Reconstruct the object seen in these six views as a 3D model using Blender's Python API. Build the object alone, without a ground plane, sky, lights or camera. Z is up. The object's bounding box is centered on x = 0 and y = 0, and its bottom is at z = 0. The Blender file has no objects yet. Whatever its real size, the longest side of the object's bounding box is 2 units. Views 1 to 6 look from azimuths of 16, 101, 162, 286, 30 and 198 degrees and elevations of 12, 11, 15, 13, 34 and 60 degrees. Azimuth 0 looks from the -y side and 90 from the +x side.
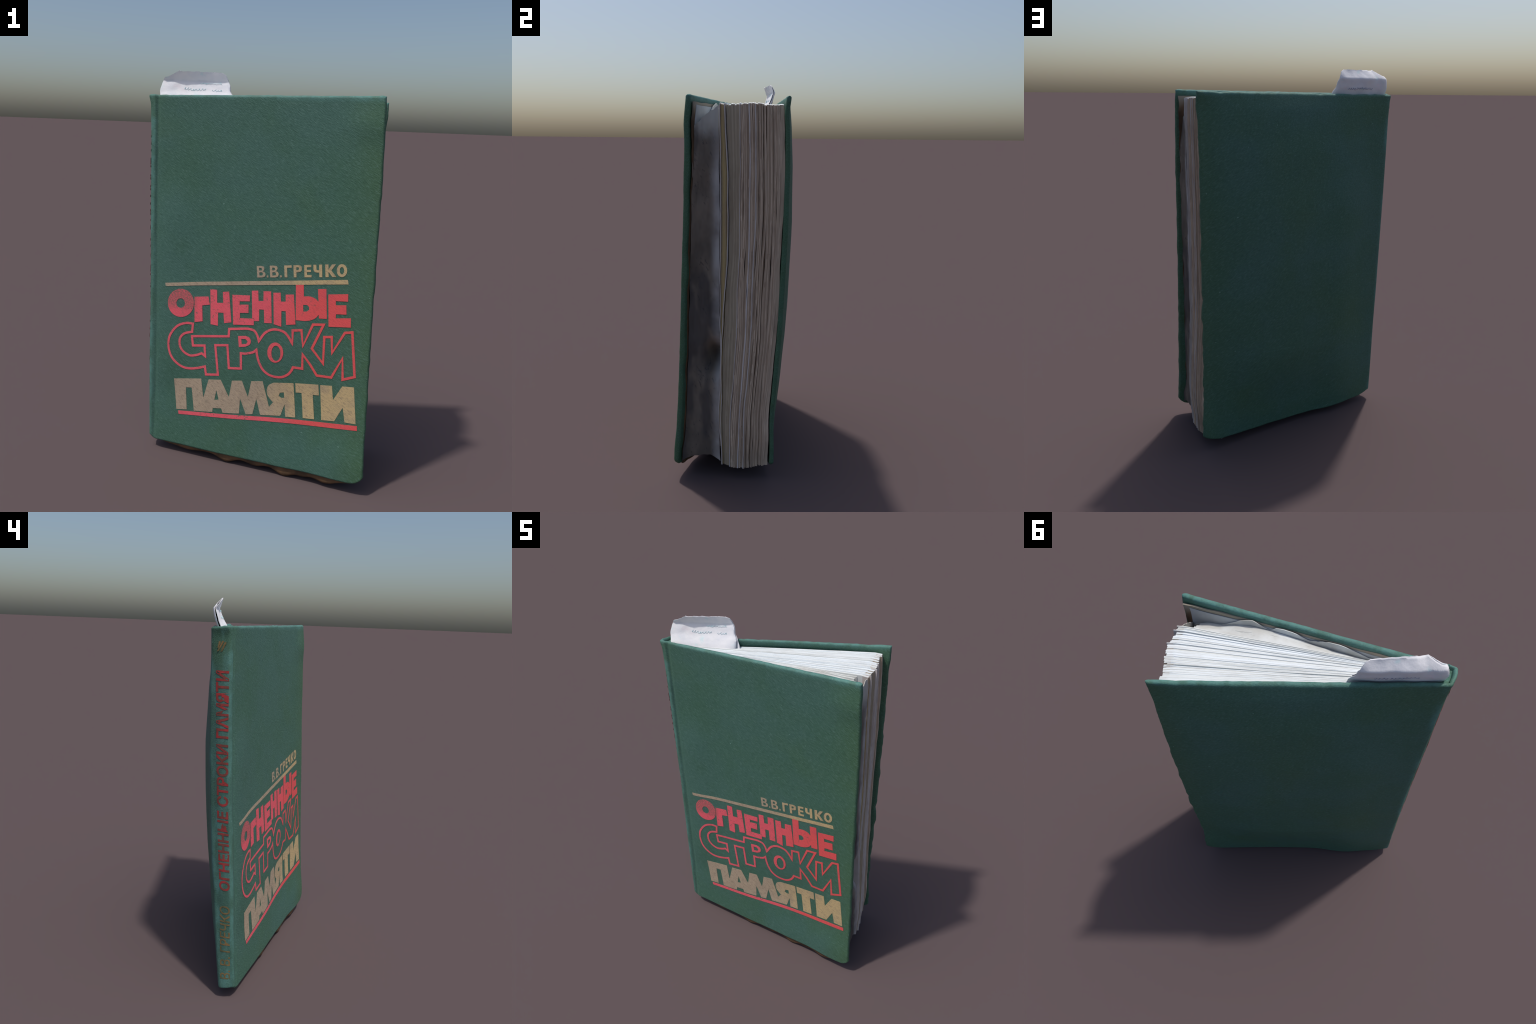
"""A worn hardback book standing upright on its tail, front board slightly open.

Frame: x runs from the spine (-) to the fore edge (+), y from the front board (-)
to the back board (+), z up.  The case (boards + spine) is a lofted C-shaped
shell, the text block is a fan of single leaves, the lettering is thin foil laid
on the cloth, and a folded slip of paper marks a page.
"""
import bpy, bmesh, math, random
import numpy as np
from mathutils import Vector, noise

RNG = random.Random(7)
IP = np.interp


# ------------------------------------------------------------------ helpers
def nz(a, b=0.0, c=0.0):
    """smooth noise in about -1..1"""
    return noise.noise(Vector((a, b, c)))


def smooth(a, b, t):
    t = min(1.0, max(0.0, (t - a) / (b - a)))
    return t * t * (3 - 2 * t)


def empty(name):
    o = bpy.data.objects.new(name, None)
    bpy.context.scene.collection.objects.link(o)
    return o


def add_mesh(name, me, parent, mats, shade=True):
    o = bpy.data.objects.new(name, me)
    bpy.context.scene.collection.objects.link(o)
    o.parent = parent
    for m in (mats if isinstance(mats, (list, tuple)) else [mats]):
        me.materials.append(m)
    if shade:
        me.polygons.foreach_set("use_smooth", [True] * len(me.polygons))
    return o


def mesh_from(name, verts, faces):
    me = bpy.data.meshes.new(name)
    me.from_pydata([tuple(map(float, v)) for v in verts], [], faces)
    me.update()
    return me


def solid_grid(front, back):
    """closed thin solid from two (n, m, 3) point grids: faces of both sides and the rim"""
    n, m, _ = front.shape
    V = np.vstack([front.reshape(-1, 3), back.reshape(-1, 3)])
    i = lambda a, b: a * m + b
    j = lambda a, b: n * m + a * m + b
    F = []
    for a in range(n - 1):
        for b in range(m - 1):
            F.append((i(a, b), i(a + 1, b), i(a + 1, b + 1), i(a, b + 1)))
            F.append((j(a, b), j(a, b + 1), j(a + 1, b + 1), j(a + 1, b)))
    for a in range(n - 1):
        F.append((i(a, 0), j(a, 0), j(a + 1, 0), i(a + 1, 0)))
        F.append((i(a, m - 1), i(a + 1, m - 1), j(a + 1, m - 1), j(a, m - 1)))
    for b in range(m - 1):
        F.append((i(0, b), i(0, b + 1), j(0, b + 1), j(0, b)))
        F.append((i(n - 1, b), j(n - 1, b), j(n - 1, b + 1), i(n - 1, b + 1)))
    return V, F


def fix_normals(me):
    bm = bmesh.new()
    bm.from_mesh(me)
    bmesh.ops.remove_doubles(bm, verts=bm.verts, dist=1e-6)
    bmesh.ops.recalc_face_normals(bm, faces=bm.faces)
    bm.to_mesh(me)
    bm.free()
    me.update()


def sharp_edges(me, angle=50):
    me.polygons.foreach_set("use_smooth", [True] * len(me.polygons))
    me.set_sharp_from_angle(angle=math.radians(angle))


# ------------------------------------------------------------------ materials
class Mat:
    def __init__(self, name, rough=0.7, spec=0.3):
        self.m = bpy.data.materials.new(name)
        self.m.use_nodes = True
        self.t = self.m.node_tree
        self.b = self.t.nodes["Principled BSDF"]
        self.b.inputs["Roughness"].default_value = rough
        self.b.inputs["Specular IOR Level"].default_value = spec
        self.co = self.t.nodes.new("ShaderNodeTexCoord").outputs["Object"]

    def link(self, a, b):
        self.t.links.new(a, b)

    def noise(self, scale, detail=3.0, rough=0.55, stretch=(1, 1, 1), turn=(0, 0, 0), off=(0, 0, 0)):
        mp = self.t.nodes.new("ShaderNodeMapping")
        mp.vector_type = "TEXTURE"          # turn first, then stretch along the turned axes
        mp.inputs["Scale"].default_value = [1 / v for v in stretch]
        mp.inputs["Rotation"].default_value = [math.radians(v) for v in turn]
        mp.inputs["Location"].default_value = off
        self.link(self.co, mp.inputs["Vector"])
        n = self.t.nodes.new("ShaderNodeTexNoise")
        n.inputs["Scale"].default_value = scale
        n.inputs["Detail"].default_value = detail
        n.inputs["Roughness"].default_value = rough
        self.link(mp.outputs[0], n.inputs["Vector"])
        return n.outputs["Fac"]

    def axis(self, k):
        s = self.t.nodes.new("ShaderNodeSeparateXYZ")
        self.link(self.co, s.inputs[0])
        return s.outputs[k]

    def ramp(self, fac, a, b, va=0.0, vb=1.0):
        r = self.t.nodes.new("ShaderNodeMapRange")
        r.interpolation_type = "SMOOTHSTEP"
        for nme, v in (("From Min", a), ("From Max", b), ("To Min", va), ("To Max", vb)):
            r.inputs[nme].default_value = v
        self.link(fac, r.inputs["Value"])
        return r.outputs[0]

    def math(self, op, a, b):
        n = self.t.nodes.new("ShaderNodeMath")
        n.operation = op
        for k, v in enumerate((a, b)):
            if isinstance(v, (int, float)):
                n.inputs[k].default_value = v
            else:
                self.link(v, n.inputs[k])
        return n.outputs[0]

    def mix(self, fac, a, b):
        n = self.t.nodes.new("ShaderNodeMix")
        n.data_type = "RGBA"
        if isinstance(fac, (int, float)):
            n.inputs[0].default_value = fac
        else:
            self.link(fac, n.inputs[0])
        for k, v in ((6, a), (7, b)):
            if isinstance(v, tuple):
                n.inputs[k].default_value = (*v, 1)
            else:
                self.link(v, n.inputs[k])
        return n.outputs[2]

    def color(self, c):
        if isinstance(c, tuple):
            self.b.inputs["Base Color"].default_value = (*c, 1)
        else:
            self.link(c, self.b.inputs["Base Color"])

    def bump(self, h, strength=0.3, dist=0.002):
        n = self.t.nodes.new("ShaderNodeBump")
        n.inputs["Strength"].default_value = strength
        n.inputs["Distance"].default_value = dist
        self.link(h, n.inputs["Height"])
        self.link(n.outputs[0], self.b.inputs["Normal"])


GREEN = (0.060, 0.142, 0.098)
GREEN_WARM = (0.068, 0.145, 0.078)
GREEN_BLUE = (0.066, 0.150, 0.120)
GREEN_WORN_LIT = (0.115, 0.275, 0.25)


def cloth_grain(m):
    """pressed leatherette: short slanted flecks"""
    fleck = m.noise(230, 2.5, 0.6, stretch=(0.24, 1.0, 1.0), turn=(0, 30, 0))
    fine = m.noise(420, 2, 0.5)
    return fleck, fine


def cloth_material():
    m = Mat("green_bookcloth", rough=0.62, spec=0.28)
    big = m.ramp(m.noise(3.2, 4, 0.6), 0.35, 0.68)
    c = m.mix(big, GREEN, GREEN_BLUE)
    warm = m.math("MULTIPLY", m.ramp(m.axis(0), 0.36, 0.62, 0.0, 1.0), m.ramp(m.noise(5, 3), 0.3, 0.6, 0.6, 1.0))
    warm2 = m.ramp(m.noise(2.1, 3, 0.5, off=(4, 2, 9)), 0.52, 0.75, 0.0, 0.6)
    c = m.mix(m.math("MAXIMUM", warm, warm2), c, GREEN_WARM)
    fleck, fine = cloth_grain(m)
    c = m.mix(m.ramp(fleck, 0.50, 0.72, 0.0, 0.40), c, (0.14, 0.255, 0.215))
    c = m.mix(m.ramp(fleck, 0.28, 0.47, 0.40, 0.0), c, (0.028, 0.075, 0.050))
    # rubbed joint ridge of the spine; head: wear plus sunlit teal painted in
    edge = m.ramp(m.axis(2), 1.855, 1.892)
    ridge = m.math("MULTIPLY", m.ramp(m.axis(0), -0.575, -0.545, 1.0, 0.0), m.ramp(m.noise(14, 4, 0.6, stretch=(1, 1, 0.35)), 0.40, 0.62))
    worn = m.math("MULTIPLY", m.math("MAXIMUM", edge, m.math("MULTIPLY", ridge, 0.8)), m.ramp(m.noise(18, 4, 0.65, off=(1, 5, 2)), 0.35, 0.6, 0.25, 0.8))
    c = m.mix(worn, c, GREEN_WORN_LIT)
    # a few pale specks of dust
    sp = m.noise(70, 1, 0.3, off=(7, 7, 7))
    c = m.mix(m.ramp(sp, 0.80, 0.83, 0.0, 0.5), c, (0.25, 0.42, 0.36))
    m.color(c)
    m.bump(m.math("ADD", m.math("MULTIPLY", fleck, 0.8), m.math("MULTIPLY", fine, 0.25)), 0.5, 0.004)
    return m.m


def foil_material(name, base, dark, worn_left=False, speck=0.25, rub=0.85):
    m = Mat(name, rough=0.6, spec=0.3)
    fleck, fine = cloth_grain(m)
    # the ink has greyed towards the spine and kept its warmth near the fore edge
    sx = m.math("ADD", m.axis(0), m.math("MULTIPLY", m.noise(5, 3), 0.3))
    c = m.mix(m.ramp(sx, 0.15, 0.48), dark, base)
    c = m.mix(m.ramp(m.noise(11, 4, 0.65), 0.45, 0.72, 0, 0.5), c, tuple(v * 0.78 for v in dark))
    c = m.mix(m.ramp(fleck, 0.3, 0.5, speck, 0.0), c, tuple(v * 0.55 for v in dark))
    c = m.mix(m.ramp(fleck, 0.55, 0.75, 0.0, 0.25), c, tuple(min(1, v * 1.35) for v in base))
    scratch = m.math("MULTIPLY", m.ramp(m.noise(95, 4, 0.75, off=(3, 1, 1)), 0.555, 0.64), m.math("MULTIPLY", m.ramp(m.noise(7, 3), 0.40, 0.58), m.ramp(m.axis(0), -.05, .30, 1, .45)))
    if worn_left:
        # the first initial has lost most of its ink in its upper half
        lost = m.math("MULTIPLY", m.ramp(m.axis(0), -0.33, -0.30, 1.0, 0.0), m.ramp(m.axis(2), 0.785, 0.83))
        lost = m.math("MULTIPLY", lost, m.ramp(m.noise(170, 3, 0.6, stretch=(1, 1, 2.0), turn=(0, 30, 0)), 0.40, 0.58, 0.1, 0.85))
        top = m.math("MULTIPLY", m.math("MULTIPLY", m.ramp(m.axis(2), 0.845, 0.875), m.ramp(m.axis(0), -0.12, -0.05, 1.0, 0.0)), m.ramp(m.noise(110, 3, 0.7), 0.56, 0.66))
        scratch = m.math("MAXIMUM", scratch, m.math("MAXIMUM", lost, top))
    c = m.mix(m.math("MULTIPLY", scratch, rub), c, (0.075, 0.13, 0.10))
    m.color(c)
    m.bump(fleck, 0.35, 0.003)
    return m.m


def paper_material(name, base, dull, streak=0.5, scale=6, grime=(0.34, 0.25, 0.19)):
    """paper; every leaf a little different, streaked along its edge"""
    m = Mat(name, rough=0.85, spec=0.15)
    rnd = m.t.nodes.new("ShaderNodeObjectInfo").outputs["Random"]
    c = m.mix(m.ramp(rnd, 0.1, 0.95), base, dull)
    c = m.mix(m.ramp(m.noise(scale, 4, 0.6, stretch=(2, 5, 1)), 0.45, 0.72, 0, streak), c, grime)
    m.color(c)
    m.bump(m.noise(60, 3, 0.6, stretch=(1, 8, 1)), 0.25, 0.002)
    return m.m


def plain_material(name, a, b, scale=12, rough=0.85, bump=0.2, lo=0.35, hi=0.65, stretch=(1, 1, 1)):
    m = Mat(name, rough=rough, spec=0.15)
    n = m.noise(scale, 4, 0.6, stretch=stretch)
    m.color(m.mix(m.ramp(n, lo, hi), a, b))
    m.bump(m.noise(scale * 6, 3, 0.6), bump, 0.002)
    return m.m


CLOTH = cloth_material()
RED = foil_material("red_foil", (0.80, 0.105, 0.105), (0.84, 0.125, 0.160), worn_left=True, speck=0.30)
GOLD = foil_material("dull_gold_foil", (0.575, 0.43, 0.225), (0.44, 0.345, 0.25), speck=0.7, rub=0.3)
SPINE_RED = plain_material("shaded_red_foil", (0.42, 0.050, 0.052), (0.20, 0.07, 0.055), 22)  # red of the front foil with the spine's shade painted in
SPINE_GOLD = plain_material("dark_gold_foil", (0.27, 0.17, 0.075), (0.12, 0.12, 0.06), 22)  # darker and browner than the front gold
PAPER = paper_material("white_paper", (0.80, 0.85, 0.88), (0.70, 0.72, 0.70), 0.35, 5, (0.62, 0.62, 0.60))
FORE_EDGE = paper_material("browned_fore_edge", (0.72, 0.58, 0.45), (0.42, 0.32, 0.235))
FORE_YELLOW = paper_material("yellowed_fore_edge", (0.52, 0.40, 0.19), (0.40, 0.31, 0.18), 0.4)
FORE_GREY = paper_material("grey_fore_edge", (0.47, 0.395, 0.295), (0.36, 0.30, 0.22), 0.4, 4, (0.26, 0.20, 0.14))
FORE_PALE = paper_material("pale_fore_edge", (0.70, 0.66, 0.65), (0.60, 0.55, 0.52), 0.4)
ENDPAPER = plain_material("endpaper", (0.48, 0.51, 0.53), (0.38, 0.39, 0.40), 5)
TORN = plain_material("torn_flyleaf_paper", (0.70, 0.72, 0.71), (0.56, 0.56, 0.53), 6)


def gap_skin_material():
    """gap skin, ink-blotted: gap shade painted dark, lit rear edge painted pale"""
    m = Mat("shaded_gap_skin", rough=0.85, spec=0.12)
    c = m.mix(m.ramp(m.noise(5, 4, 0.6, stretch=(1, 1, .6)), 0.35, 0.65), (0.23, 0.19, 0.155), (0.125, 0.105, 0.088))  # dark base stands in for the shade inside the gap
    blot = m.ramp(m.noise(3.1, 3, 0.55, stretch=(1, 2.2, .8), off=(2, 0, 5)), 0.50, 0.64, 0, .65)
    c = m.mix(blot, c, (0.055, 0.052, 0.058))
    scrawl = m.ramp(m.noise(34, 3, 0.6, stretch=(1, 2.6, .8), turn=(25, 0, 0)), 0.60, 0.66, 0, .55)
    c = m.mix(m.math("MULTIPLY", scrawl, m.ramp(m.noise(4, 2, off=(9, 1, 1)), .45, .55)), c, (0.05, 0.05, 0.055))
    pale = m.math("MULTIPLY", m.ramp(m.axis(1), -0.105, -0.058), m.ramp(m.noise(6, 3, off=(1, 1, 4)), .3, .65, .35, 1))  # side towards the first leaf painted as if lit
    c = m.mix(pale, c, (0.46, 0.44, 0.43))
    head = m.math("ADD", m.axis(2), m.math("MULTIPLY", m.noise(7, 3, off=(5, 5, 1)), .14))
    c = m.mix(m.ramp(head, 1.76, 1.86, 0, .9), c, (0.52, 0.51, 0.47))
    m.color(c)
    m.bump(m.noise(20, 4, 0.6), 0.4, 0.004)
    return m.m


GAP_SKIN = gap_skin_material()
def lining_material():
    """board lining: dark brown, turning buff along the head"""
    m = Mat("brown_board_lining", rough=0.85, spec=0.12)
    c = m.mix(m.ramp(m.noise(9, 4, .6, stretch=(1, 1, .4)), .35, .65), (0.17, 0.10, 0.055), (0.085, 0.055, 0.035))
    head = m.math("ADD", m.axis(2), m.math("MULTIPLY", m.noise(6, 3), .16))
    c = m.mix(m.ramp(head, 1.86, 1.93), c, (0.33, 0.29, 0.23))
    m.color(c)
    m.bump(m.noise(50, 3, .6), .3, .003)
    return m.m


BROWN = lining_material()


def slip_material():
    m = Mat("slip_paper", rough=0.8, spec=0.15)
    c = m.mix(m.ramp(m.noise(12, 4, .6), .35, .65), (0.90, 0.885, 0.90), (0.82, 0.82, 0.86))
    c = m.mix(m.ramp(m.noise(15, 3, .6, off=(3, 3, 3)), .58, .72, 0, .55), c, (0.62, 0.84, 0.86))
    c = m.mix(m.ramp(m.noise(11, 3, .6, off=(8, 1, 3)), .58, .72, 0, .5), c, (0.90, 0.80, 0.84))
    m.color(c)
    m.bump(m.noise(28, 3, .6), 0.5, 0.004)
    return m.m


SLIP = slip_material()
INK = plain_material("faded_cyan_ink", (0.42, 0.70, 0.74), (0.74, 0.83, 0.86), 40)
INK_BLUE = plain_material("blue_ink", (0.22, 0.25, 0.42), (0.55, 0.57, 0.66), 40)
INK_DARK = plain_material("dark_ink", (0.05, 0.05, 0.055), (0.10, 0.10, 0.10), 30)

# ------------------------------------------------------------------ the case
Z_F = [.05, .32, .54, .76, .98, 1.2, 1.42, 1.64, 1.88]
Y_FRONT_SPINE = [-.190, -.173, -.163, -.153, -.143, -.137, -.134, -.131, -.129]
Y_FRONT_FORE = [-.270, -.266, -.254, -.244, -.236, -.227, -.218, -.212, -.203]
X_FRONT_FORE = [.606, .597, .591, .588, .583, .581, .580, .576, .566]
X_FRONT_SPINE = [-.569, -.578, -.581, -.582, -.584, -.588, -.590, -.590, -.594]
Z_B = [.06, .31, .51, .73, 1.02, 1.30, 1.57, 1.75, 1.88]
Y_BACK_SPINE = [-.108, -.088, -.072, -.055, -.041, -.032, -.028, -.031, -.029]
Y_BACK_FORE = [.205, .217, .234, .254, .270, .281, .285, .282, .275]       # at x = 0.5
X_BACK_FORE = [.543, .534, .531, .534, .534, .534, .534, .536, .541]
X_BACK_SPINE = [-.582, -.577, -.573, -.573, -.573, -.577, -.582, -.587, -.594]
THICK_BACK = [.020, .021, .023, .025, .026, .026, .024, .022, .022]
THICK_FRONT = 0.026


def front_y(x, z, relief=True):
    a = IP(z, Z_F, Y_FRONT_SPINE)
    b = IP(z, Z_F, Y_FRONT_FORE)
    y = a + (b - a) * (x + .58) / 1.16
    # slight warp of the old board
    y += .015 * math.exp(-((x - .20) / .25) ** 2 - ((z - .36) / .20) ** 2)
    y -= .010 * math.exp(-((x + .47) / .10) ** 2) * smooth(.3, .55, z) * smooth(1.5, 1.2, z)
    y -= .012 * smooth(.30, .47, x) * smooth(.34, .12, z) + .007 * smooth(.34, .50, x) * math.exp(-((z - 1.77) / .07) ** 2)
    if relief:
        y += 0.0016 * nz(x * 5, z * 5, 3.1)
        g = (x + 0.545 - 0.006 * math.sin(z * 3)) / 0.010        # pressed joint
        if abs(g) < 4:
            y += (0.0048 + .002 * nz(z * 6, 11)) * math.exp(-g * g)
        h = (x + 0.566) / 0.009                                    # ridge beside it
        if abs(h) < 4:
            y -= (0.0028 + .002 * nz(z * 5, 17)) * math.exp(-h * h)
    return y


def back_y(x, z):
    a = IP(z, Z_B, Y_BACK_SPINE)
    b = IP(z, Z_B, Y_BACK_FORE)
    t = (x + .58) / 1.08
    bulge = IP(z, [.05, .2, .35, .5, .9, 1.3, 1.6, 1.8, 1.88], [-.012, .000, .026, .044, .055, .053, .041, .022, .002])
    bulge *= math.sin(math.pi * min(1, max(0, t)) ** 1.15)
    bulge += .017 * math.exp(-((x + .40) / .15) ** 2 - ((z - .22) / .24) ** 2) + .008 * math.exp(-((x - .10) / .24) ** 2 - ((z - .48) / .14) ** 2) + .017 * math.exp(-((x + .30) / .12) ** 2) * smooth(1.75, 1.2, z)
    bulge -= .015 * smooth(.43, .55, x) * smooth(.1, .4, z) * smooth(1.9, 1.8, z)
    return a + (b - a) * t + bulge + 0.002 * nz(x * 4, z * 4, 8.3)


def z_bottom_front(x):
    return IP(x, [-.60, -.56, -.545, -.15, .19, .44, .545, .575, .595, .61], [.075, .064, .049, .047, .050, .056, .058, .066, .084, .105]) + .002 * nz(x * 9, 4)


def z_top_front(x):
    return IP(x, [-.59, -.54, -.17, .25, .55, .58], [1.880, 1.879, 1.884, 1.889, 1.894, 1.890]) + .0016 * nz(x * 12, 1) + .0022 * nz(x * 34, 1)


def z_bottom_back(x):
    return IP(x, [-.59, -.57, -.5, -.235, .08, .29, .44, .50, .53, .55], [.062, .052, .036, .034, .042, .050, .056, .078, .096, .116]) + .003 * nz(x * 11, 2)


def z_top_back(x):
    return IP(x, [-.58, -.2, .03, .34, .55], [1.874, 1.877, 1.881, 1.883, 1.886]) + .003 * nz(x * 13, 7) + .0022 * nz(x * 36, 7)


def cluster(n, a=0.0, b=1.0, k=0.05, m=6, ends=(True, True)):
    """n+1 parameters a..b with m extra close-set ones inside k of each chosen end"""
    s = [k * (1 - math.cos(math.pi / 2 * i / m)) for i in range(m)] if ends[0] else []
    e = [1 - v for v in reversed([k * (1 - math.cos(math.pi / 2 * i / m)) for i in range(m)])] if ends[1] else []
    lo, hi = (k if ends[0] else 0), (1 - k if ends[1] else 1)
    mid = [lo + (hi - lo) * i / n for i in range(n + 1)]
    return [a + (b - a) * v for v in sorted(set([round(v, 7) for v in s + mid + e]))]


def case_outer(section, f, z):
    """point of the outer surface; f runs 0..1 inside each section of the plan"""
    A = (IP(z, Z_F, X_FRONT_FORE) + .0035 * nz(z * 9, 5) + .0022 * nz(z * 27, 5), 0)
    xs, xb = IP(z, Z_F, X_FRONT_SPINE), IP(z, Z_B, X_BACK_SPINE)
    xs -= .010 * smooth(1.83, 1.88, z)
    xb -= .006 * smooth(1.83, 1.88, z)
    r = 0.016
    if section == "front":
        x = A[0] + (xs + r - A[0]) * f
        return x, front_y(x, z)
    if section == "back":
        xf = IP(z, Z_B, X_BACK_FORE) + .006 * nz(z * 13, 9) + .004 * nz(z * 30, 9)
        x = xb + r + (xf - xb - r) * f
        return x, back_y(x, z)
    p = np.array((xs + r, front_y(xs + r, z)))
    c1 = np.array((xs - .004, front_y(xs, z)))
    q1 = np.array((xs - .002, c1[1] + r))
    q = np.array((xb + r, back_y(xb + r, z)))
    c2 = np.array((xb - .004, back_y(xb, z) - .002))
    q2 = np.array((xb - .002, c2[1] - r))
    if section == "corner_a":
        pt = (1 - f) ** 2 * p + 2 * f * (1 - f) * c1 + f * f * q1
    elif section == "spine":
        pt = q1 + (q2 - q1) * f
        pt[0] -= .004 * math.sin(math.pi * f) - .002 * nz(z * 7, f * 2, 1)
    else:
        pt = (1 - f) ** 2 * q2 + 2 * f * (1 - f) * c2 + f * f * q
    return float(pt[0]), float(pt[1])


def build_case(book):
    cols = [("front", f) for f in cluster(58, k=.016, m=6, ends=(True, False))]
    cols = sorted(set(cols + [("front", round(.952 + .004 * i, 4)) for i in range(12)]), key=lambda c: c[1])   # joint needs close columns
    cols += [("corner_a", f) for f in (.25, .5, .75, 1)]
    cols += [("spine", f) for f in (.2, .4, .6, .8, 1)]
    cols += [("corner_b", f) for f in (.25, .5, .75, 1)]
    cols += [("back", f) for f in cluster(58, k=.016, m=6, ends=(False, True))[1:]]
    rows = cluster(110, k=.010, m=6)
    n, m = len(cols), len(rows)
    P = np.zeros((n, m, 2))
    Z = np.zeros((n, m))
    for i, (sec, f) in enumerate(cols):
        for j, t in enumerate(rows):
            x0 = case_outer(sec, f, .2 + 1.5 * t)[0]
            # the corner rounding of the outline follows the real position near each end
            x1 = case_outer(sec, f, .06 if t < .5 else 1.88)[0]
            xx = x1 if abs(t - .5) > .4 else x0
            if sec == "front":
                lo, hi = z_bottom_front(xx), z_top_front(xx)
            elif sec == "back":
                lo, hi = z_bottom_back(xx), z_top_back(xx)
            else:
                k = {"corner_a": 0.15 * f, "spine": .15 + .7 * f, "corner_b": .85 + .15 * f}[sec]
                lo = z_bottom_front(-.566) * (1 - k) + z_bottom_back(-.575) * k
                hi = z_top_front(-.57) * (1 - k) + z_top_back(-.57) * k + (.004 * nz(k * 5, 2) if sec == "spine" else 0)
            z = lo + (hi - lo) * t
            Z[i, j] = z
            P[i, j] = case_outer(sec, f, z)
    # plan normals, pointing outward
    T = np.gradient(P, axis=0)
    T /= np.linalg.norm(T, axis=2, keepdims=True) + 1e-9
    N = np.stack([T[..., 1], -T[..., 0]], axis=2)
    if N[5, m // 2, 1] > 0:
        N = -N
    outer, inner = np.zeros((n, m, 3)), np.zeros((n, m, 3))
    R = 0.010
    for i, (sec, f) in enumerate(cols):
        for j in range(m):
            z = Z[i, j]
            if sec == "front":
                th = THICK_FRONT - .013 * smooth(.85, 1, f)
            elif sec == "back":
                th = IP(z, Z_B, THICK_BACK) * smooth(-.3, .3, f) + .018 * (1 - smooth(-.3, .3, f))
            else:
                th = .019
            d_end = np.linalg.norm(P[i, j] - P[0 if sec == "front" else -1, j]) if sec in ("front", "back") else 1
            d_z = min(z - Z[i, 0], Z[i, -1] - z)
            pr = 1.0
            for d in (d_end, d_z):
                q = min(1.0, max(0.0, d / R))
                pr *= math.sqrt(max(0.0, 1 - (1 - q) ** 2))
            if sec == "front" and f < .2:      # lumpy turn-in along the fore edge
                th += .007 * nz(z * 8, 31) * smooth(.2, 0, f)
            half = th / 2 * pr
            mid = P[i, j] - N[i, j] * th / 2
            o = mid + N[i, j] * half
            q = mid - N[i, j] * half
            outer[i, j] = (o[0], o[1], z)
            inner[i, j] = (q[0], q[1], z)
    V, F = solid_grid(outer, inner)
    me = mesh_from("case", V, F)
    fix_normals(me)
    me.polygons.foreach_set("use_smooth", [True] * len(me.polygons))
    # split by region: the joint at x ~ -0.545 bounds boards and spine
    co = np.array([v.co for v in me.vertices])
    vn = np.array([v.vector for v in me.vertex_normals])
    ymid = lambda x, z: .5 * (front_y(x, z, False) + back_y(x, z))
    region = {"front_cover": [], "spine": [], "back_cover": []}
    for p in me.polygons:
        c = p.center
        if c.x < -0.549:
            region["spine"].append(p)
        elif c.y < ymid(c.x, c.z):
            region["front_cover"].append(p)
        else:
            region["back_cover"].append(p)
    out = {}
    for name, polys in region.items():
        used, faces = {}, []
        for p in polys:
            faces.append([used.setdefault(v, len(used)) for v in p.vertices])
        ids = list(used)
        part = mesh_from(name, co[ids], faces)
        out[name] = add_mesh(name, part, book, CLOTH)
        part.normals_split_custom_set_from_vertices([tuple(v) for v in vn[ids]])
    bpy.data.meshes.remove(me)
    return out


def build_head_cap(spine):
    """the turned-over cloth that closes the head of the spine"""
    n, m = 14, 10
    top, low = np.zeros((n, m, 3)), np.zeros((n, m, 3))
    for i in range(n):
        u = i / (n - 1)
        x = -.590 + .075 * u
        for j in range(m):
            w = j / (m - 1)
            a, b = front_y(x, 1.86, False) + .010, back_y(max(x, -.575), 1.86) - .010
            z = 1.868 - .016 * u - .008 * math.sin(math.pi * w) + .003 * nz(x * 40, w * 4)
            top[i, j] = (x, a + (b - a) * w, z)
            low[i, j] = (x, a + (b - a) * w, 1.80)
    V, F = solid_grid(top, low)
    me = mesh_from("head_cap", V, F)
    fix_normals(me)
    add_mesh("head_cap", me, spine, CLOTH)
    sharp_edges(me, 60)


# ------------------------------------------------------------------ lining of the front board
def sheet(name, parent, mat, xs, tops, bottoms, depth, thick, nzr=70, seed=0, rough=.0):
    """thin sheet lying inside the front board; depth(x, z) is its distance from the outer face"""
    zs = np.linspace(0, 1, nzr)
    A = np.zeros((len(xs), nzr, 3))
    B = A.copy()
    for i, x in enumerate(xs):
        for j, t in enumerate(zs):
            z = bottoms(x) + (tops(x) - bottoms(x)) * t
            xx = x + (rough * nz(z * 14, seed) + rough * .5 * nz(z * 40, seed) if i == len(xs) - 1 else 0)
            y = front_y(xx, z, False) + depth(xx, z)
            A[i, j] = (xx, y, z)
            B[i, j] = (xx, y - thick, z)
    V, F = solid_grid(A, B)
    me = mesh_from(name, V, F)
    fix_normals(me)
    o = add_mesh(name, me, parent, mat)
    sharp_edges(me)
    return o


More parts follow.
